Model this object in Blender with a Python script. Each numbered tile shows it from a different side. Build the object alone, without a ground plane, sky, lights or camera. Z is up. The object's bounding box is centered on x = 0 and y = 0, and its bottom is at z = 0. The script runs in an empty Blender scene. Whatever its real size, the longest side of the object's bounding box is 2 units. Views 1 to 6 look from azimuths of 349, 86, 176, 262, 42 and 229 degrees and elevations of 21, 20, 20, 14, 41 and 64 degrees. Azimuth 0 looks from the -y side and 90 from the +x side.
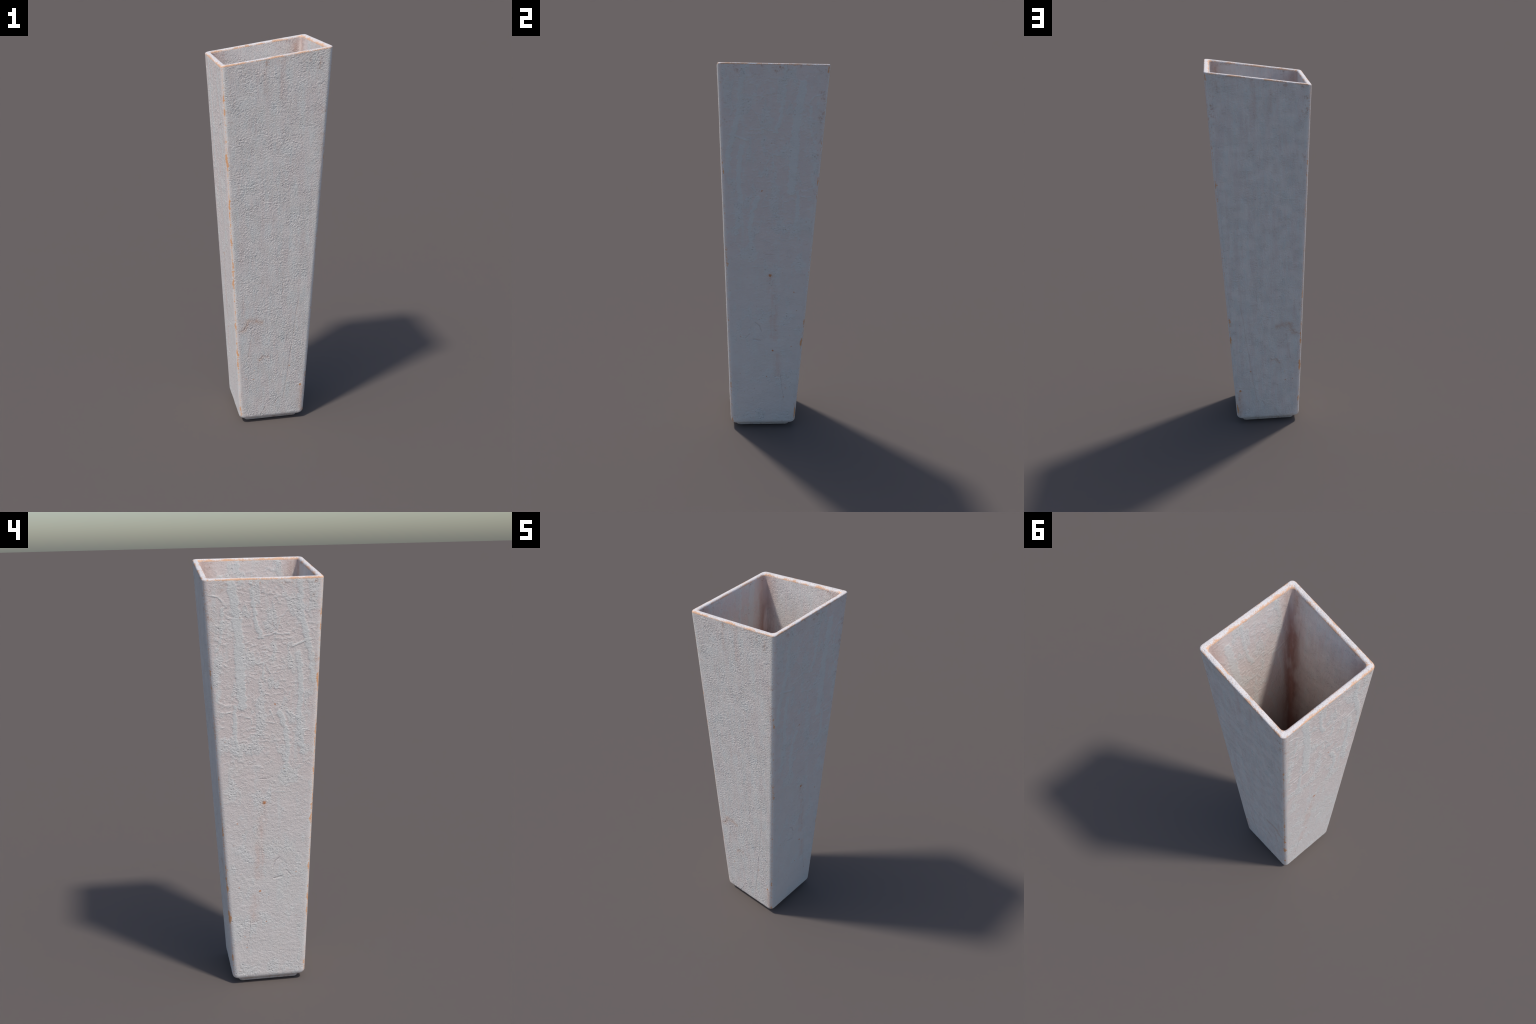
"""Tall square tapered planter of weathered whitewashed clay, rim cut on a slant,
standing on a small recessed foot.  Built as one lofted shell of rounded squares,
embossed with procedural relief, then separated into its named parts."""
import bpy, bmesh, math
import numpy as np

# ----------------------------------------------------------------- dimensions
H0, Z0 = 0.1765, 0.036          # outer half width low on the body
H1, Z1 = 0.2635, 1.960          # outer half width at the rim
TAPER = (H1 - H0) / (Z1 - Z0)
RIM_Z, RIM_SLOPE = 1.9613, 0.148  # rim plane: z = RIM_Z + RIM_SLOPE * x
WALL = 0.0265                   # wall thickness
R_CORNER = 0.0215               # rounding of the vertical edges
R_RIM_OUT, R_RIM_IN = 0.0070, 0.0100
BODY_BASE, R_BASE, R_BASE_UP = 0.0238, 0.018, 0.026
FOOT_TOP, FOOT_LOW, R_FOOT = 0.1455, 0.1435, 0.006
FLOOR_Z = 0.070


def half(z):
    return H0 + (z - Z0) * TAPER


# -------------------------------------------- node builder (shader + geometry)
class Net:
    """Small helper that writes the same field maths into a shader tree or a
    geometry-nodes tree, so relief and colour share one description."""

    def __init__(self, tree):
        self.t = tree

    def new(self, kind):
        return self.t.nodes.new(kind)

    def put(self, sock, val):
        if isinstance(val, bpy.types.NodeSocket):
            self.t.links.new(val, sock)
        else:
            sock.default_value = val

    def m(self, op, a, b=0.0, c=None, clamp=False):
        n = self.new("ShaderNodeMath")
        n.operation, n.use_clamp = op, clamp
        self.put(n.inputs[0], a)
        self.put(n.inputs[1], b)
        if c is not None:
            self.put(n.inputs[2], c)
        return n.outputs[0]

    def add(self, a, b): return self.m("ADD", a, b)
    def sub(self, a, b): return self.m("SUBTRACT", a, b)
    def mul(self, a, b): return self.m("MULTIPLY", a, b)
    def mn(self, a, b): return self.m("MINIMUM", a, b)
    def mx(self, a, b): return self.m("MAXIMUM", a, b)
    def ab(self, a): return self.m("ABSOLUTE", a)
    def mad(self, a, b, c): return self.m("MULTIPLY_ADD", a, b, c)

    def step(self, v, lo, hi):
        """Smooth ramp 0..1 from lo to hi (either order)."""
        if not isinstance(lo, bpy.types.NodeSocket) and not isinstance(hi, bpy.types.NodeSocket) and lo > hi:
            return self.sub(1.0, self.step(v, hi, lo))
        n = self.new("ShaderNodeMapRange")
        n.interpolation_type = "SMOOTHSTEP"
        n.clamp = False     # smoothstep saturates by itself
        self.put(n.inputs[0], v)
        self.put(n.inputs[1], lo)
        self.put(n.inputs[2], hi)
        return n.outputs[0]

    def vec(self, x, y, z):
        n = self.new("ShaderNodeCombineXYZ")
        for s, v in zip(n.inputs, (x, y, z)):
            self.put(s, v)
        return n.outputs[0]

    def v(self, op, a, b=None, scale=None):
        n = self.new("ShaderNodeVectorMath")
        n.operation = op
        self.put(n.inputs[0], a)
        if b is not None:
            self.put(n.inputs[1], b)
        if scale is not None:
            self.put(n.inputs["Scale"], scale)
        return n.outputs["Value"] if op in ("DOT_PRODUCT", "LENGTH") else n.outputs["Vector"]

    def split(self, vec):
        n = self.new("ShaderNodeSeparateXYZ")
        self.put(n.inputs[0], vec)
        return n.outputs

    def noise(self, vec, scale, detail=2.0, rough=0.5, dist=0.0, stretch=None):
        if stretch:
            vec = self.v("MULTIPLY", vec, stretch)
        n = self.new("ShaderNodeTexNoise")
        n.noise_dimensions = "3D"
        self.put(n.inputs["Vector"], vec)
        n.inputs["Scale"].default_value = scale
        n.inputs["Detail"].default_value = detail
        n.inputs["Roughness"].default_value = rough
        n.inputs["Distortion"].default_value = dist
        return n.outputs[0]

    def cells(self, vec, scale, feature="F1", stretch=None, rnd=1.0):
        if stretch:
            vec = self.v("MULTIPLY", vec, stretch)
        n = self.new("ShaderNodeTexVoronoi")
        n.feature, n.voronoi_dimensions = feature, "3D"
        self.put(n.inputs["Vector"], vec)
        n.inputs["Scale"].default_value = scale
        n.inputs["Randomness"].default_value = rnd
        return n

    def mixf(self, f, a, b):
        return self.mad(f, self.sub(b, a), a)

    def col(self, f, a, b):
        n = self.new("ShaderNodeMix")
        n.data_type = "RGBA"
        self.put(n.inputs[0], f)
        for s, v in ((n.inputs[6], a), (n.inputs[7], b)):
            self.put(s, v if isinstance(v, bpy.types.NodeSocket) else (*v, 1.0))
        return n.outputs[2]

    def strokes(self, p, lines):
        """Signed distance (metres, minus half width) to drawn polylines.
        Each line: (half width, [(u, z), ...])."""
        best = 9.0
        kind = "GeometryNodeGroup" if self.t.bl_idname == "GeometryNodeTree" else "ShaderNodeGroup"
        for w, pts in lines:
            if len(pts) == 1:
                pts = [pts[0], (pts[0][0] + 0.0005, pts[0][1])]
            for a, b in zip(pts, pts[1:]):
                ba = (b[0] - a[0], b[1] - a[1], 0.0)
                n = self.new(kind)
                n.node_tree = stroke_group(self.t.bl_idname)
                self.put(n.inputs["Point"], p)
                n.inputs["Start"].default_value = (a[0], a[1], 0.0)
                n.inputs["Span"].default_value = ba
                n.inputs["Inverse"].default_value = 1.0 / (ba[0] ** 2 + ba[1] ** 2)
                n.inputs["Width"].default_value = w
                self.put(n.inputs["So far"], best)
                best = n.outputs[0]
        return best


def stroke_group(tree_type):
    """Distance to one straight stroke, merged with the strokes before it."""
    name = "stroke_" + tree_type
    if name in bpy.data.node_groups:
        return bpy.data.node_groups[name]
    g = bpy.data.node_groups.new(name, tree_type)
    for label, kind in (("Point", "Vector"), ("Start", "Vector"), ("Span", "Vector"), ("Inverse", "Float"), ("Width", "Float"), ("So far", "Float")):
        g.interface.new_socket(label, in_out="INPUT", socket_type="NodeSocket" + kind)
    g.interface.new_socket("Distance", in_out="OUTPUT", socket_type="NodeSocketFloat")
    N = Net(g)
    i, o = N.new("NodeGroupInput").outputs, N.new("NodeGroupOutput")
    pa = N.v("SUBTRACT", i["Point"], i["Start"])
    h = N.mx(N.mn(N.mul(N.v("DOT_PRODUCT", pa, i["Span"]), i["Inverse"]), 1.0), 0.0)
    near = N.v("SCALE", i["Span"], scale=h)
    d = N.sub(N.v("LENGTH", N.v("SUBTRACT", pa, near)), i["Width"])
    N.put(o.inputs[0], N.mn(i["So far"], d))
    return g


# --------------------------------- strokes seen on the two pairs of faces (u, z)
# raised lime runs on the faces looking along x (u = y)
RUNS = [
    (0.011, [(0.054, 1.985), (0.052, 1.90), (0.046, 1.81), (0.036, 1.74), (0.016, 1.675)]),
    (0.015, [(-0.138, 1.99), (-0.158, 1.90), (-0.158, 1.79), (-0.182, 1.68), (-0.205, 1.58), (-0.216, 1.48)]),
    (0.022, [(0.140, 1.90), (0.122, 1.80), (0.112, 1.68), (0.108, 1.55), (0.104, 1.38)]),
    (0.007, [(0.178, 1.80), (0.190, 1.66), (0.214, 1.61), (0.216, 1.50), (0.21, 1.40)]),
    (0.006, [(0.005, 1.59), (0.010, 1.475)]),
    (0.014, [(-0.150, 1.60), (-0.158, 1.45), (-0.150, 1.30), (-0.165, 1.15)]),
    (0.010, [(0.135, 1.37), (0.140, 1.27), (0.128, 1.16)]),
    (0.013, [(-0.06, 1.34), (-0.09, 1.26), (-0.10, 1.17), (-0.085, 1.06)]),
]
# thin raised threads linking them
THREADS = [
    (0.003, [(0.016, 1.679), (-0.023, 1.682), (-0.050, 1.692), (-0.069, 1.75), (-0.100, 1.786)]),
    (0.003, [(-0.048, 1.688), (-0.078, 1.683), (-0.108, 1.686)]),
    (0.0025, [(0.005, 1.575), (-0.035, 1.490)]),
    (0.003, [(0.080, 1.594), (0.032, 1.556), (0.005, 1.566)]),
    (0.0025, [(0.247, 1.859), (0.196, 1.849), (0.171, 1.818)]),
    (0.0025, [(0.248, 1.727), (0.200, 1.725)]),
    (0.0025, [(-0.012, 1.782), (-0.048, 1.845), (-0.062, 1.828)]),
    (0.0025, [(-0.104, 1.784), (-0.122, 1.852)]),
    (0.003, [(0.221, 1.595), (0.170, 1.553)]),
    (0.005, [(-0.184, 1.654), (-0.121, 1.630)]),
    (0.0025, [(-0.015, 0.995), (-0.038, 0.972), (-0.080, 0.971)]),
    (0.0025, [(0.216, 1.355), (0.184, 1.346), (0.153, 1.349)]),
    (0.0025, [(0.124, 1.335), (0.065, 1.318), (0.062, 1.29)]),
    (0.0025, [(-0.02, 1.35), (-0.048, 1.29), (0.0, 1.30), (0.04, 1.335)]),
]
X_CRACKS = [
    (0.0012, [(0.031, 1.037), (-0.001, 1.036), (-0.027, 1.043)]),
    (0.0010, [(0.087, 0.339), (0.093, 0.269), (0.107, 0.195)]),
    (0.0022, [(-0.058, 0.651), (-0.035, 0.632), (-0.024, 0.600)]),
    (0.0022, [(-0.028, 0.545), (-0.065, 0.552)]),
    (0.0020, [(-0.085, 0.585), (-0.106, 0.560)]),
]
X_PINK = [
    (0.020, [(0.016, 0.905), (0.026, 0.84), (0.031, 0.78), (0.042, 0.70), (0.033, 0.66), (0.044, 0.56)]),
    (0.018, [(0.062, 0.45), (0.069, 0.39), (0.068, 0.335)]),
]
X_SPOTS = [
    (0.0075, [(0.012, 0.923)]), (0.0045, [(0.038, 0.484)]), (0.003, [(0.138, 0.827)]),
    (0.002, [(-0.042, 1.377)]), (0.002, [(0.126, 0.576)]), (0.0025, [(0.137, 0.509)]),
    (0.002, [(0.011, 0.325)]), (0.002, [(-0.059, 0.177)]), (0.002, [(-0.133, 0.571)]),
    (0.002, [(0.113, 0.252)]), (0.0025, [(0.107, 0.195)]),
]
# scratches and rust on the faces looking along y (u = x)
Y_CRACKS = [
    (0.0010, [(0.135, 0.749), (0.119, 0.639), (0.106, 0.502), (0.094, 0.418), (0.083, 0.308), (0.065, 0.183), (0.058, 0.133)]),
    (0.0008, [(-0.110, 0.578), (-0.117, 0.513), (-0.133, 0.405)]),
    (0.0005, [(-0.160, 0.763), (-0.158, 0.659)]),
    (0.0007, [(0.045, 0.825), (0.045, 0.762)]),
    (0.0010, [(0.096, 0.218), (0.141, 0.225), (0.180, 0.240)]),
    (0.0012, [(0.030, 0.142), (0.013, 0.112)]),
    (0.0010, [(-0.037, 0.092), (-0.065, 0.044)]),
    (0.0010, [(-0.022, 0.253), (-0.006, 0.258)]),
    (0.0014, [(0.036, 1.603), (0.061, 1.599)]),
    (0.0012, [(-0.073, 0.380), (-0.052, 0.406), (-0.019, 0.399)]),
    (0.0016, [(-0.187, 0.558), (-0.160, 0.565), (-0.139, 0.592)]),
]
Y_ROUGH = [
    (0.020, [(-0.150, 0.592), (-0.064, 0.562), (0.046, 0.508), (0.157, 0.455)]),
    (0.022, [(-0.02, 0.12), (0.02, 0.15)]),
]
Y_RUST = [
    (0.008, [(-0.165, 0.563), (-0.141, 0.590), (-0.135, 0.622), (-0.107, 0.619), (-0.066, 0.606)]),
    (0.002, [(-0.073, 0.380), (-0.060, 0.402), (-0.030, 0.402)]),
    (0.003, [(0.157, 0.200), (0.157, 0.060)]),
]
Y_SPOTS = [
    (0.006, [(0.151, 0.213)]), (0.0025, [(-0.074, 0.378)]), (0.0025, [(-0.10, 0.325)]),
    (0.002, [(-0.106, 0.27)]), (0.002, [(-0.145, 0.276)]), (0.003, [(0.088, 0.335)]),
]
Y_BRUISE = [(0.005, [(0.125, 1.974), (0.168, 1.981)]), (0.003, [(0.06, 1.966), (0.09, 1.970)]), (0.004, [(0.205, 1.95), (0.20, 1.90)])]
Y_STREAKS = [
    (0.010, [(0.034, 1.95), (0.024, 1.865), (0.020, 1.77)]),
    (0.010, [(-0.060, 1.90), (-0.055, 1.80)]),
    (0.012, [(0.150, 0.20), (0.155, 0.06)]),
]


def common(N, P):
    """Shared coordinates: signed position, face selector and in-face u, z."""
    x, y, z = N.split(P)
    ax, ay = N.ab(x), N.ab(y)
    sel = N.step(N.sub(ax, ay), -0.004, 0.004)        # 1 on the x faces
    u = N.mixf(sel, x, y)
    V = N.vec(u, z, N.mul(sel, 7.0))
    flat = N.vec(u, z, 0.0)
    return dict(P=P, x=x, y=y, z=z, ax=ax, ay=ay, sel=sel, ysel=N.sub(1.0, sel), u=u, V=V, flat=flat)


def relief(N, c):
    """Coarse relief: (height in metres, mask of raised lime on the x faces)."""
    V, z = c["V"], c["z"]
    wob = N.noise(V, 34.0, 3.0, 0.6)
    wob2 = N.noise(V, 95.0, 2.0, 0.6)
    jig = N.add(N.mad(N.sub(wob, 0.5), 0.042, 0.0025), N.mul(N.sub(wob2, 0.5), 0.016))
    upper = N.step(z, 0.75, 1.25)
    # lime runs: wide vertical bands with ragged borders
    runs = N.step(N.add(N.strokes(c["flat"], RUNS), jig), 0.0035, -0.0025)
    threads = N.step(N.add(N.strokes(c["flat"], THREADS), N.mul(jig, 0.22)), 0.002, -0.0025)
    # wormy network of short, mostly level ridges
    warp = N.v("ADD", V, N.vec(N.mul(N.sub(wob, 0.5), 0.05), N.mul(N.sub(wob2, 0.5), 0.02), 0.0))
    f1 = N.noise(warp, 1.0, 1.5, 0.5, stretch=(19.0, 33.0, 1.0))
    f2 = N.noise(warp, 1.0, 1.5, 0.5, stretch=(34.0, 48.0, 3.0))
    line1 = N.step(N.ab(N.sub(f1, 0.5)), 0.040, 0.008)
    line2 = N.step(N.ab(N.sub(f2, 0.47)), 0.030, 0.006)
    where1 = N.step(N.noise(V, 11.0, 2.0), 0.42, 0.56)
    where2 = N.step(N.noise(N.v("ADD", V, (3.1, 7.7, 0.0)), 15.0, 2.0), 0.47, 0.58)
    net = N.mx(N.mul(line1, where1), N.mul(line2, where2))
    # scattered lime blotches with a lumpy surface
    blotch = N.step(N.noise(N.v("ADD", V, (9.0, 2.0, 0.0)), 1.0, 3.0, 0.55, stretch=(16.0, 8.0, 1.0)), 0.52, 0.60)
    lumps = N.noise(V, 172.0, 2.0, 0.6)
    lumps2 = N.noise(N.v("ADD", V, (5.0, 1.0, 0.0)), 62.0, 2.0, 0.55)
    lime = N.mx(runs, N.mx(N.mul(blotch, 0.75), N.mul(threads, 0.9)))
    body = N.mx(N.mul(runs, 0.8), N.mx(threads, N.mx(N.mul(net, 0.7), N.mul(blotch, 0.45))))
    hx = N.mul(body, N.mixf(upper, 0.0005, 0.0019))
    rough_zone = N.mx(blotch, N.mul(runs, 0.25))
    hx = N.add(hx, N.mul(N.mul(N.sub(lumps, 0.5), N.mixf(rough_zone, N.mixf(upper, 0.0030, 0.0016), 0.0066)), N.mixf(upper, 0.85, 1.0)))
    hx = N.add(hx, N.mul(N.sub(lumps2, 0.5), N.mixf(rough_zone, N.mixf(upper, 0.0024, 0.0012), 0.0034)))
    xcr = N.step(N.add(N.strokes(c["flat"], X_CRACKS), N.mul(jig, 0.15)), 0.0018, -0.0008)
    hx = N.sub(hx, N.mul(xcr, 0.0020))
    # y faces: even orange-peel plaster with scratches and a rough seam
    grain = N.noise(N.v("ADD", V, (2.0, 2.0, 0.0)), 170.0, 2.0, 0.55)
    ycr = N.step(N.add(N.strokes(c["flat"], Y_CRACKS), N.mul(jig, 0.05)), 0.0016, -0.0008)
    seam = N.step(N.add(N.strokes(c["flat"], Y_ROUGH), jig), 0.006, -0.006)
    calm = N.step(N.noise(V, 10.0, 3.0), 0.38, 0.60)
    hy = N.mul(N.sub(grain, 0.5), N.add(N.mixf(calm, 0.0030, 0.0066), N.mul(seam, 0.0050)))
    broad = N.noise(N.v("ADD", V, (6.0, 3.0, 0.0)), 88.0, 2.0, 0.55)
    hy = N.add(hy, N.mul(N.sub(broad, 0.5), N.mixf(calm, 0.0008, 0.0024)))
    hy = N.sub(hy, N.mul(ycr, 0.0016))
    return N.mixf(c["sel"], hy, hx), lime, net, xcr, ycr, seam, blotch


RELIEF_OUT = ("Height", "Lime", "Net", "Crack X", "Crack Y", "Seam", "Blotch")


def relief_group():
    """The relief description packed once for all the materials."""
    if "clay_relief_colour" in bpy.data.node_groups:
        return bpy.data.node_groups["clay_relief_colour"]
    g = bpy.data.node_groups.new("clay_relief_colour", "ShaderNodeTree")
    g.interface.new_socket("Position", in_out="INPUT", socket_type="NodeSocketVector")
    for label in RELIEF_OUT:
        g.interface.new_socket(label, in_out="OUTPUT", socket_type="NodeSocketFloat")
    N = Net(g)
    i, o = N.new("NodeGroupInput").outputs, N.new("NodeGroupOutput")
    for sock, val in zip(o.inputs, relief(N, common(N, i[0]))):
        N.put(sock, val)
    return g


def fine_bump(N, c, blotch):
    """Grain too small for the mesh: pits, brush strokes, sand."""
    V = c["V"]
    patch = N.step(N.noise(V, 16.0, 2.0), 0.35, 0.62)
    sand = N.noise(V, 215.0, 3.0, 0.65)
    brush = N.noise(V, 1.0, 2.0, 0.6, stretch=(230.0, 34.0, 1.0))
    level = N.noise(V, 1.0, 2.0, 0.6, stretch=(85.0, 190.0, 1.0))
    h = N.mul(N.sub(sand, 0.5), N.mul(N.mixf(patch, 0.0017, 0.0040), N.mixf(c["sel"], 1.0, 0.6)))
    h = N.add(h, N.mul(N.sub(brush, 0.5), N.mul(c["ysel"], 0.0014)))
    h = N.add(h, N.mul(N.sub(level, 0.5), N.mul(c["sel"], 0.0008)))
    for scale, share, depth in ((85.0, 0.66, 0.0018), (150.0, 0.60, 0.0014)):
        pit = N.cells(V, scale)
        rnd = N.split(pit.outputs["Color"])[0]
        pits = N.mul(N.step(pit.outputs["Distance"], 0.34, 0.08), N.step(rnd, share, share + 0.12))
        h = N.sub(h, N.mul(N.mul(pits, N.mixf(c["sel"], N.mixf(patch, 0.4, 1.0), N.mixf(blotch, 0.15, 1.1))), depth))
    return N.mul(h, N.step(N.ab(N.sub(c["ax"], c["ay"])), 0.003, 0.013))   # calm on the arrises


# ------------------------------------------------------------------ materials
GREY = (0.820, 0.762, 0.718)
MOSS = (0.745, 0.738, 0.710)
LIME = (0.735, 0.717, 0.692)
WARM = (0.765, 0.668, 0.632)
CREAM = (0.735, 0.705, 0.660)
RUST = (0.780, 0.375, 0.165)
RUST_DARK = (0.330, 0.130, 0.060)
PINK = (0.660, 0.440, 0.370)
CHALK = (0.805, 0.765, 0.752)
STAIN = (0.420, 0.195, 0.145)


def clay(name, zone):
    mat = bpy.data.materials.new(name)
    mat.use_nodes = True
    t = mat.node_tree
    t.nodes.clear()
    N = Net(t)
    P = N.new("ShaderNodeTexCoord").outputs["Object"]
    c = common(N, P)
    V, z = c["V"], c["z"]
    rel = N.new("ShaderNodeGroup")
    rel.node_tree = relief_group()
    N.put(rel.inputs[0], P)
    height, lime, net, xcr, ycr, seam, blotch = rel.outputs[:7]
    if zone in ("rim", "foot"):
        V = c["V"] = P
    inner = zone == "inner"
    # distance to the vertical edges of this shell, and below the rim plane
    hz = N.mad(z, TAPER, H0 - Z0 * TAPER - (WALL if inner else 0.0))
    edge = N.sub(hz, N.mn(c["ax"], c["ay"]))
    below = N.sub(N.mad(c["x"], RIM_SLOPE, RIM_Z), z)
    hi = N.noise(P, 120.0, 3.0, 0.6)
    mid = N.noise(P, 26.0, 3.0, 0.6)
    low = N.noise(P, 6.0, 2.0, 0.5)
    # --- whitewash over pinkish clay
    streak = N.noise(V, 1.0, 3.0, 0.55, stretch=(26.0, 3.2, 1.0))
    streak2 = N.noise(N.v("ADD", V, (4.0, 4.0, 0.0)), 1.0, 4.0, 0.6, stretch=(70.0, 7.0, 1.0))
    fade = N.step(z, 0.55, 1.25)
    wx = N.mul(N.sub(1.0, lime), N.mixf(fade, 0.50, 1.0))
    wx = N.mul(wx, N.step(N.mad(streak, 0.7, N.mul(mid, 0.3)), 0.26, 0.50))
    wy = N.mul(N.step(N.mad(streak, 0.6, N.mul(streak2, 0.4)), 0.42, 0.62), 0.75)
    warm = N.mixf(c["sel"], wy, wx)
    mottle = N.noise(N.v("ADD", V, (1.0, 6.0, 0.0)), 1.0, 3.0, 0.6, stretch=(34.0, 13.0, 1.0))
    base = N.col(N.mul(N.step(mottle, 0.42, 0.62), 0.8), GREY, MOSS)
    base = N.col(c["sel"], base, LIME)
    col = N.col(warm, base, WARM)
    col = N.col(N.mul(N.step(low, 0.45, 0.70), 0.30), col, CREAM)
    col = N.col(N.mul(N.mul(net, c["sel"]), N.mul(fade, 0.45)), col, LIME)
    # faint darker flecks in hollows
    col = N.col(N.mul(N.step(hi, 0.62, 0.78), 0.16), col, (0.42, 0.34, 0.31))
    cloud = N.step(N.mad(mid, 0.55, N.mul(hi, 0.45)), 0.52, 0.70)
    # --- drawn marks
    jig = N.add(N.mul(N.sub(N.noise(V, 60.0, 3.0, 0.65), 0.5), 0.020), N.mul(N.sub(N.noise(V, 190.0, 2.0), 0.5), 0.010))
    flat = c["flat"]
    def mark(lines, soft, wob, amt, sel):
        d = N.add(N.strokes(flat, lines), N.mul(jig, wob))
        return N.mul(N.mul(N.step(d, soft, -soft), amt), sel)
    if zone in ("wall", "inner"):
        col = N.col(mark(Y_BRUISE, 0.010, 1.6, N.mixf(cloud, 0.30 if zone == "wall" else 0.55, 0.95), c["ysel"]), col, (0.48, 0.24, 0.15))
    if zone == "wall":
        col = N.col(mark(X_PINK, 0.015, 1.6, N.mul(N.step(N.mad(streak2, 0.6, N.mul(mid, 0.4)), 0.34, 0.62), 0.62), c["sel"]), col, (0.73, 0.56, 0.50))
        col = N.col(mark(Y_STREAKS, 0.010, 1.2, 0.22, c["ysel"]), col, PINK)
        col = N.col(mark(X_SPOTS[:1], 0.016, 1.4, 0.60, c["sel"]), col, (0.70, 0.45, 0.34))
        col = N.col(mark(X_SPOTS, 0.0030, 0.7, 0.90, c["sel"]), col, (0.62, 0.25, 0.10))
        col = N.col(mark(Y_RUST, 0.018, 2.2, N.mixf(cloud, 0.45, 1.0), c["ysel"]), col, (0.64, 0.38, 0.26))
        col = N.col(mark(Y_SPOTS, 0.0030, 0.6, 0.85, c["ysel"]), col, (0.66, 0.30, 0.12))
        col = N.col(N.mul(N.mul(ycr, c["ysel"]), 0.28), col, (0.45, 0.28, 0.20))
        col = N.col(N.mul(N.mul(xcr, c["sel"]), 0.25), col, (0.36, 0.29, 0.28))
    # --- loose rust freckles
    fr = N.cells(V, 38.0)
    rr = N.split(fr.outputs["Color"])
    dots = N.mul(N.step(fr.outputs["Distance"], 0.16, 0.05), N.step(rr[0], 0.90, 0.93))
    dots = N.mul(dots, N.mixf(c["sel"], N.step(z, 0.6, 0.35), 1.0))
    col = N.col(N.mul(dots, 0.60), col, (0.50, 0.25, 0.15))
    # --- rusty clouds close to the rim and high on the corners
    if zone == "wall":
        near_rim = N.mul(N.step(below, 0.085, 0.004), 0.70)
        near_edge = N.mul(N.step(edge, 0.070, 0.010), N.mixf(N.step(z, 1.2, 1.8), 0.25, 0.70))
        col = N.col(N.mul(cloud, N.mx(near_rim, near_edge)), col, (0.49, 0.27, 0.18))
        # worn vertical edges: ticks, flakes and a few bare patches
        tick = N.noise(P, 1.0, 3.0, 0.7, stretch=(110.0, 110.0, 300.0))
        flake = N.noise(P, 1.0, 3.0, 0.6, stretch=(20.0, 20.0, 16.0))
        bare = N.noise(P, 1.0, 1.0, 0.5, stretch=(3.0, 3.0, 5.5))          # where chips gather
        ticks = N.step(N.sub(edge, N.mad(N.sub(tick, 0.5), 0.036, N.mad(N.sub(bare, 0.5), 0.010, 0.0064))), 0.0030, -0.0030)
        chips = N.step(N.sub(edge, N.add(N.mul(N.sub(tick, 0.5), 0.016), N.mad(N.sub(flake, 0.5), 0.060, N.mad(N.sub(bare, 0.5), 0.022, 0.0026)))), 0.0028, -0.0028)
        col = N.col(N.mul(N.step(edge, 0.016, 0.006), 0.35), col, CHALK)
        col = N.col(N.mul(ticks, 0.60), col, (0.79, 0.47, 0.27))
        col = N.col(N.mul(chips, 0.88), col, RUST)
        foot_edge = N.step(N.add(z, N.mul(N.sub(mid, 0.5), 0.05)), 0.030, 0.014)
        col = N.col(N.mul(foot_edge, 0.6), col, (0.55, 0.30, 0.18))
        # bare outer lip just under the rim
        lip = N.step(N.add(below, N.mad(N.sub(hi, 0.5), 0.012, N.mul(N.sub(mid, 0.5), 0.016))), 0.0085, 0.004)
        col = N.col(N.mul(lip, 0.8), col, (0.78, 0.44, 0.23))
    if zone == "inner":
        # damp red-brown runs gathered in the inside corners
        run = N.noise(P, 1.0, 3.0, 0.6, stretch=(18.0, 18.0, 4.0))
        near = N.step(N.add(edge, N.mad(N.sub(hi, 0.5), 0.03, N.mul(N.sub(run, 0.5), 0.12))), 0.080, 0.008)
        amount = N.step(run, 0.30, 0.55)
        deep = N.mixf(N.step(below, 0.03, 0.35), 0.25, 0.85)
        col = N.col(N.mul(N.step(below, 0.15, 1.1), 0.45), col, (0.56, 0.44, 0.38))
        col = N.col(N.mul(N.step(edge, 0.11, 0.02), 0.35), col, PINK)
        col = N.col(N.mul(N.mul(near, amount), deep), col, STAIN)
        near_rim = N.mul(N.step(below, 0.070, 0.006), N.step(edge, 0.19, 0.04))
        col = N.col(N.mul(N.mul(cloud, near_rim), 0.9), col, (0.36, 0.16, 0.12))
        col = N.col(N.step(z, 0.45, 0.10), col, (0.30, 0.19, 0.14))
    if zone == "rim":
        # chalky lip: bare orange along both arrises, speckled top
        col = N.col(0.80, col, CHALK)
        outd = N.sub(N.mad(z, TAPER, H0 - Z0 * TAPER), N.mx(c["ax"], c["ay"]))
        arris = N.mn(outd, N.sub(WALL, outd))
        reach = N.mad(N.sub(N.noise(P, 190.0, 3.0, 0.7), 0.5), 0.030, N.mad(N.sub(N.noise(P, 17.0, 2.0), 0.5), 0.034, 0.0026))
        col = N.col(N.mul(N.step(N.sub(arris, reach), 0.004, -0.004), 0.78), col, (0.80, 0.42, 0.21))
        sp = N.noise(P, 210.0, 2.0, 0.6)
        col = N.col(N.mul(N.step(sp, 0.54, 0.68), 0.55), col, (0.62, 0.38, 0.28))
        sp2 = N.noise(P, 330.0, 2.0, 0.6)
        col = N.col(N.mul(N.step(sp2, 0.62, 0.70), 0.45), col, (0.42, 0.30, 0.26))
    if zone == "foot":
        col = N.col(N.mul(N.step(N.mad(mid, 0.6, N.mul(hi, 0.4)), 0.47, 0.62), 0.55), col, (0.50, 0.28, 0.18))
        col = N.col(0.25, col, (0.40, 0.34, 0.31))
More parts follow.
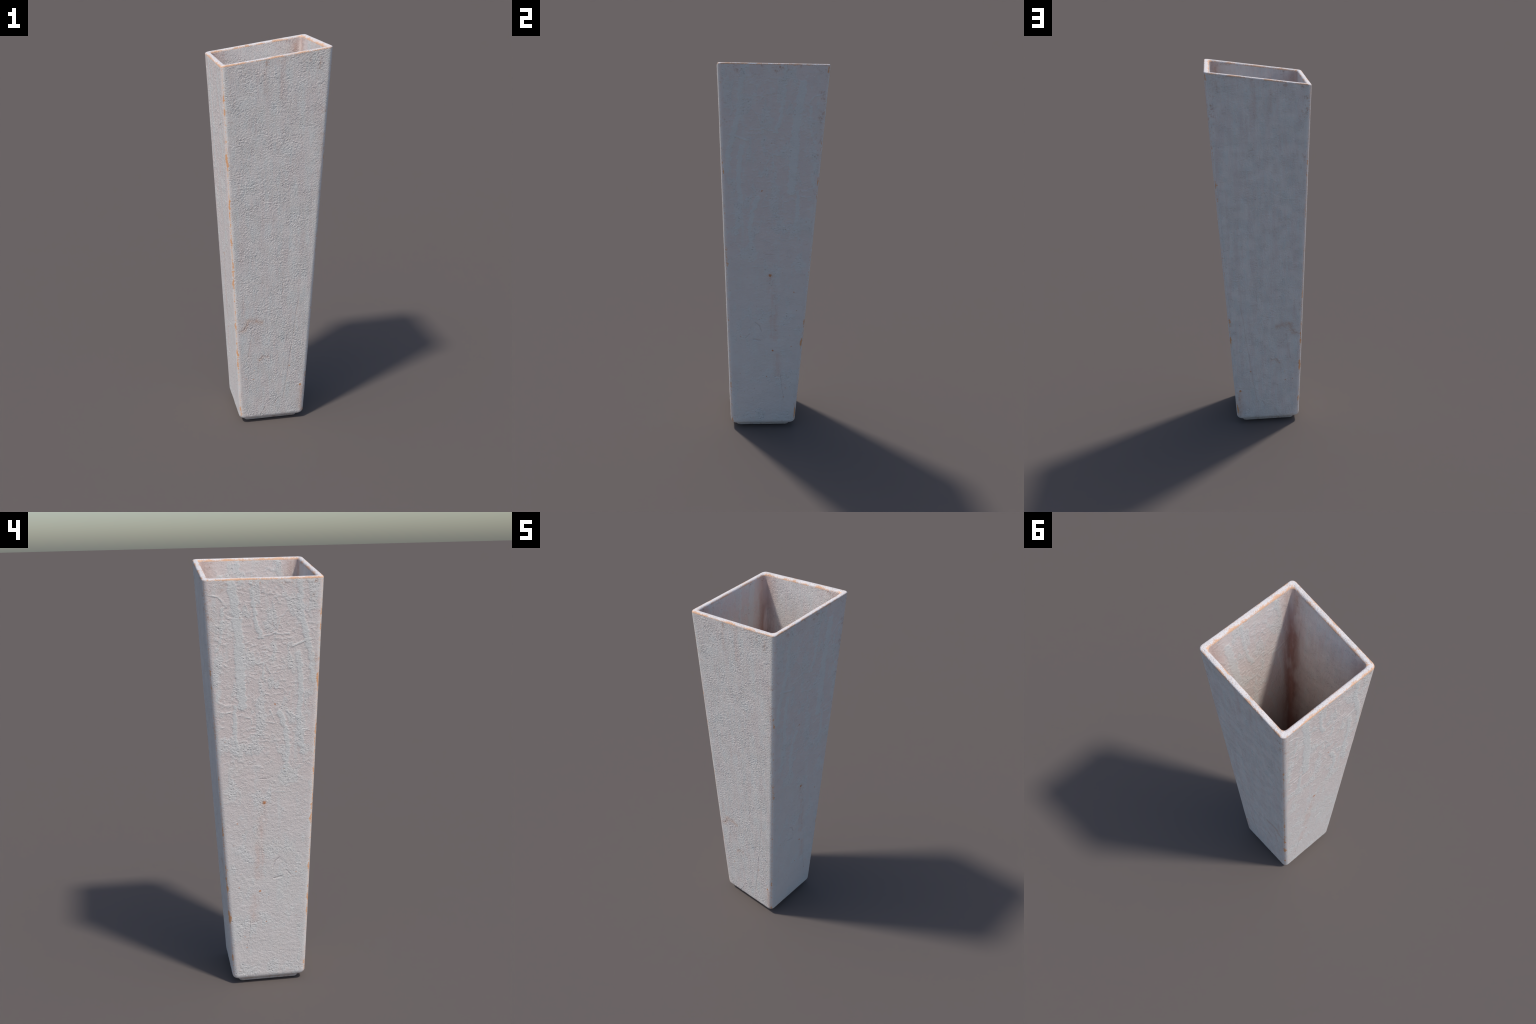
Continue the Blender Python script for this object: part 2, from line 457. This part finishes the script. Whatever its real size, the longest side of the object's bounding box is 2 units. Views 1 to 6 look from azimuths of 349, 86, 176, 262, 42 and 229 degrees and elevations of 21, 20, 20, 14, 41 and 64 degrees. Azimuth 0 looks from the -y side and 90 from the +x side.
    bump = N.new("ShaderNodeBump")
    bump.inputs["Strength"].default_value = 1.0
    bump.inputs["Distance"].default_value = 1.0
    N.put(bump.inputs["Height"], fine_bump(N, c, blotch))
    bsdf = N.new("ShaderNodeBsdfPrincipled")
    N.put(bsdf.inputs["Base Color"], col)
    N.put(bsdf.inputs["Roughness"], N.mixf(mid, 0.78, 0.95))
    bsdf.inputs["Specular IOR Level"].default_value = 0.25
    N.put(bsdf.inputs["Normal"], bump.outputs[0])
    out = N.new("ShaderNodeOutputMaterial")
    t.links.new(bsdf.outputs[0], out.inputs[0])
    return mat


# ----------------------------------------------------- loft of rounded squares
def plan(n_side, n_arc):
    """Unit description of a rounded square: for every point the straight-part
    factor (sx, sy in -1..1) and the arc direction (dx, dy)."""
    s, d = [], []
    corners = [(1, -1), (1, 1), (-1, 1), (-1, -1)]
    for k, (cx, cy) in enumerate(corners):
        a0 = -math.pi / 2 + k * math.pi / 2
        for i in range(n_arc + 1):
            a = a0 + (math.pi / 2) * i / n_arc
            s.append((cx, cy)); d.append((math.cos(a), math.sin(a)))
        nx, ny = corners[(k + 1) % 4]
        a = a0 + math.pi / 2
        for i in range(1, n_side):
            f = i / n_side
            s.append((cx + (nx - cx) * f, cy + (ny - cy) * f)); d.append((math.cos(a), math.sin(a)))
    return np.array(s), np.array(d)


def build_shell():
    S, D = plan(150, 8)
    n = len(S)
    rings, zones = [], []          # zones[i] = part between ring i and i+1

    def ring(h, r, zfun):
        r = max(min(r, h * 0.98), 1e-4)
        xy = S * (h - r) + D * r
        rings.append(np.column_stack([xy, zfun(xy[:, 0])]))

    def level(zv):
        return lambda x: np.full_like(x, zv)

    # underside of the foot
    for f in (0.02, 0.35, 0.7):
        ring(FOOT_LOW * f, R_CORNER * f, level(0.0)); zones.append("foot")
    for i in range(5):
        a = math.pi / 2 * i / 4
        ring(FOOT_LOW - R_FOOT + R_FOOT * math.sin(a), R_CORNER * 0.8, level(R_FOOT * (1 - math.cos(a)))); zones.append("foot")
    ring(FOOT_TOP, R_CORNER * 0.8, level(BODY_BASE - 0.004)); zones.append("foot")
    ring(FOOT_TOP + 0.003, R_CORNER * 0.8, level(BODY_BASE)); zones.append("wall")
    # underside of the body and its rounded lower edge
    hb = half(BODY_BASE + R_BASE_UP)
    for i in range(9):
        a = math.pi / 2 * i / 8
        ring(hb - R_BASE + R_BASE * math.sin(a), R_CORNER + 0.003 + 0.007 * (1 - math.sin(a)), level(BODY_BASE + R_BASE_UP * (1 - math.cos(a)))); zones.append("wall")
    zb = BODY_BASE + R_BASE_UP
    # outer wall, sheared up to the slanted rim
    def wall(lo, steps, inset, r0, drop, tag, up=True):
        for i in range(1, steps + 1):
            f = i / steps if up else 1 - i / steps
            def zf(x, f=f):
                return lo + f * (RIM_Z + RIM_SLOPE * x - drop - lo)
            zm = lo + f * (RIM_Z - drop - lo)
            h = half(zm) - inset
            r = r0 + (0.003 * max(0.0, 1 - f / 0.12) if up else 0.0)   # softer towards the base
            # follow the taper at the true height of each point
            for _ in range(1):
                xy = S * (h - r) + D * r
                zz = zf(xy[:, 0])
                k = (half(zz) - inset) / h
                xy = xy * k[:, None]
                zz = zf(xy[:, 0])
            rings.append(np.column_stack([xy, zz])); zones.append(tag)
    wall(zb, 660, 0.0, R_CORNER, R_RIM_OUT, "wall")
    zones[-1] = "rim"

    def rim_ring(inset, drop, r):
        h = H1 - inset
        xy = S * (h - r) + D * r
        zz = RIM_Z + RIM_SLOPE * xy[:, 0] - drop
        xy = xy * ((half(zz) - inset) / h)[:, None]
        rings.append(np.column_stack([xy, RIM_Z + RIM_SLOPE * xy[:, 0] - drop])); zones.append("rim")
    r_in = R_CORNER - 0.003
    for i in range(1, 7):
        a = math.pi / 2 * i / 6
        rim_ring(R_RIM_OUT * (1 - math.cos(a)), R_RIM_OUT * (1 - math.sin(a)), R_CORNER)
    mid = WALL - R_RIM_OUT - R_RIM_IN
    for i in range(1, 5):
        rim_ring(R_RIM_OUT + mid * i / 5, 0.0, R_CORNER)
    for i in range(0, 7):
        a = math.pi / 2 * i / 6
        rim_ring(WALL - R_RIM_IN + R_RIM_IN * math.sin(a), R_RIM_IN * (1 - math.cos(a)), r_in)
    zones[-1] = "inner"
    # inner wall down to the floor
    zi = FLOOR_Z + 0.012
    wall(zi, 420, WALL, r_in, R_RIM_IN, "inner", up=False)
    hi = half(zi) - WALL
    for i in range(1, 5):
        a = math.pi / 2 * i / 4
        ring(hi - 0.012 * (1 - math.cos(a)), r_in, level(zi - 0.012 * math.sin(a))); zones.append("inner")
    for f in (0.7, 0.4, 0.02):
        ring((hi - 0.012) * f, r_in * f, level(FLOOR_Z)); zones.append("inner")

    m = len(rings)
    co = np.concatenate(rings)
    i = np.arange(n)
    j = (i + 1) % n
    quads = np.concatenate([np.column_stack([k * n + i, k * n + j, (k + 1) * n + j, (k + 1) * n + i]) for k in range(m - 1)])
    tag = np.repeat(np.array(zones[:m - 1]), n)
    return co, quads, tag, n, m


def mesh_from(name, co, quads, caps=()):
    me = bpy.data.meshes.new(name)
    sizes = [4] * len(quads) + [len(c) for c in caps]
    loops = np.concatenate([quads.ravel()] + [np.array(c) for c in caps]) if caps else quads.ravel()
    me.vertices.add(len(co))
    me.vertices.foreach_set("co", np.asarray(co, np.float32).ravel())
    me.loops.add(len(loops))
    me.loops.foreach_set("vertex_index", loops.astype(np.int32))
    starts = np.concatenate([[0], np.cumsum(sizes)[:-1]]).astype(np.int32)
    me.polygons.add(len(sizes))
    me.polygons.foreach_set("loop_start", starts)
    me.polygons.foreach_set("use_smooth", np.ones(len(sizes), bool))
    me.update(calc_edges=True)
    me.validate()
    return me


def emboss_group():
    """Geometry nodes that push the shell along its normals by the relief."""
    g = bpy.data.node_groups.new("clay_relief", "GeometryNodeTree")
    g.interface.new_socket("Geometry", in_out="INPUT", socket_type="NodeSocketGeometry")
    g.interface.new_socket("Geometry", in_out="OUTPUT", socket_type="NodeSocketGeometry")
    N = Net(g)
    gi, go = N.new("NodeGroupInput"), N.new("NodeGroupOutput")
    P = N.new("GeometryNodeInputPosition").outputs[0]
    nrm = N.new("GeometryNodeInputNormal").outputs[0]
    c = common(N, P)
    h = relief(N, c)[0]
    below = N.sub(N.mad(c["x"], RIM_SLOPE, RIM_Z), c["z"])
    keep = N.mul(N.step(below, 0.004, 0.020), N.step(c["z"], 0.022, 0.045))
    nz = N.ab(N.split(nrm)[2])
    keep = N.mul(keep, N.step(nz, 0.6, 0.2))
    edge = N.ab(N.sub(c["ax"], c["ay"]))
    keep = N.mul(keep, N.mixf(N.step(edge, 0.012, 0.045), 0.10, 1.0))
    lip = N.mul(N.sub(N.noise(P, 90.0, 3.0, 0.6), 0.5), 0.0008)      # chipped, uneven lip and edges
    h = N.add(N.mul(h, keep), N.mul(lip, N.mul(N.sub(1.0, keep), N.step(c["z"], 0.015, 0.03))))
    h = N.add(h, N.mul(N.sub(N.noise(P, 5.0, 1.0), 0.5), N.mul(N.step(c["z"], 0.03, 0.2), 0.002)))
    sp = N.new("GeometryNodeSetPosition")
    g.links.new(gi.outputs[0], sp.inputs["Geometry"])
    N.put(sp.inputs["Offset"], N.v("SCALE", nrm, scale=h))
    g.links.new(sp.outputs[0], go.inputs[0])
    return g


def build():
    co, quads, tag, n, m = build_shell()
    base_cap = list(range(n - 1, -1, -1))
    floor_cap = list(range((m - 1) * n, m * n))
    whole = mesh_from("whole_shell", co, quads, [base_cap, floor_cap])
    tmp = bpy.data.objects.new("whole_shell", whole)
    bpy.context.scene.collection.objects.link(tmp)
    mod = tmp.modifiers.new("relief", "NODES")
    mod.node_group = emboss_group()
    dg = bpy.context.evaluated_depsgraph_get()
    ev = tmp.evaluated_get(dg).to_mesh()
    pos = np.empty(len(ev.vertices) * 3, np.float32)
    ev.vertices.foreach_get("co", pos)
    pos = pos.reshape(-1, 3).astype(float)
    nor = np.empty(len(ev.vertices) * 3, np.float32)
    ev.vertex_normals.foreach_get("vector", nor)
    nor = nor.reshape(-1, 3)
    tmp.evaluated_get(dg).to_mesh_clear()
    group = mod.node_group
    bpy.data.objects.remove(tmp)
    bpy.data.node_groups.remove(group)
    bpy.data.meshes.remove(whole)
    pos[:, 0] -= 0.5 * (pos[:, 0].min() + pos[:, 0].max())
    pos[:, 2] -= pos[:, 2].min()
    pos[:, 2] *= 2.0 / pos[:, 2].max()

    root = bpy.data.objects.new("tall_vase", None)
    root.empty_display_size = 0.2
    root["label"] = "tall tapered square whitewashed clay vase with slanted rim"
    root["category"] = "vase"
    bpy.context.scene.collection.objects.link(root)
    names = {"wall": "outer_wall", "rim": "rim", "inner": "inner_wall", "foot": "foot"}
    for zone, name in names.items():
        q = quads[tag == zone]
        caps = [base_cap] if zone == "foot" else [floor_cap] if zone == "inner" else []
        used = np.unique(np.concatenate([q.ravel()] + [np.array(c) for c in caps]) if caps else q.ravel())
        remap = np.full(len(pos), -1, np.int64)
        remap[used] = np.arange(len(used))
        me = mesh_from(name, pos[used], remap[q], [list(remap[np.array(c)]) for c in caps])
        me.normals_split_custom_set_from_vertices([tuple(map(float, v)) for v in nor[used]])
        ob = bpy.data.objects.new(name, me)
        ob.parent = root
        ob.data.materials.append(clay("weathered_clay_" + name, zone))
        bpy.context.scene.collection.objects.link(ob)


build()
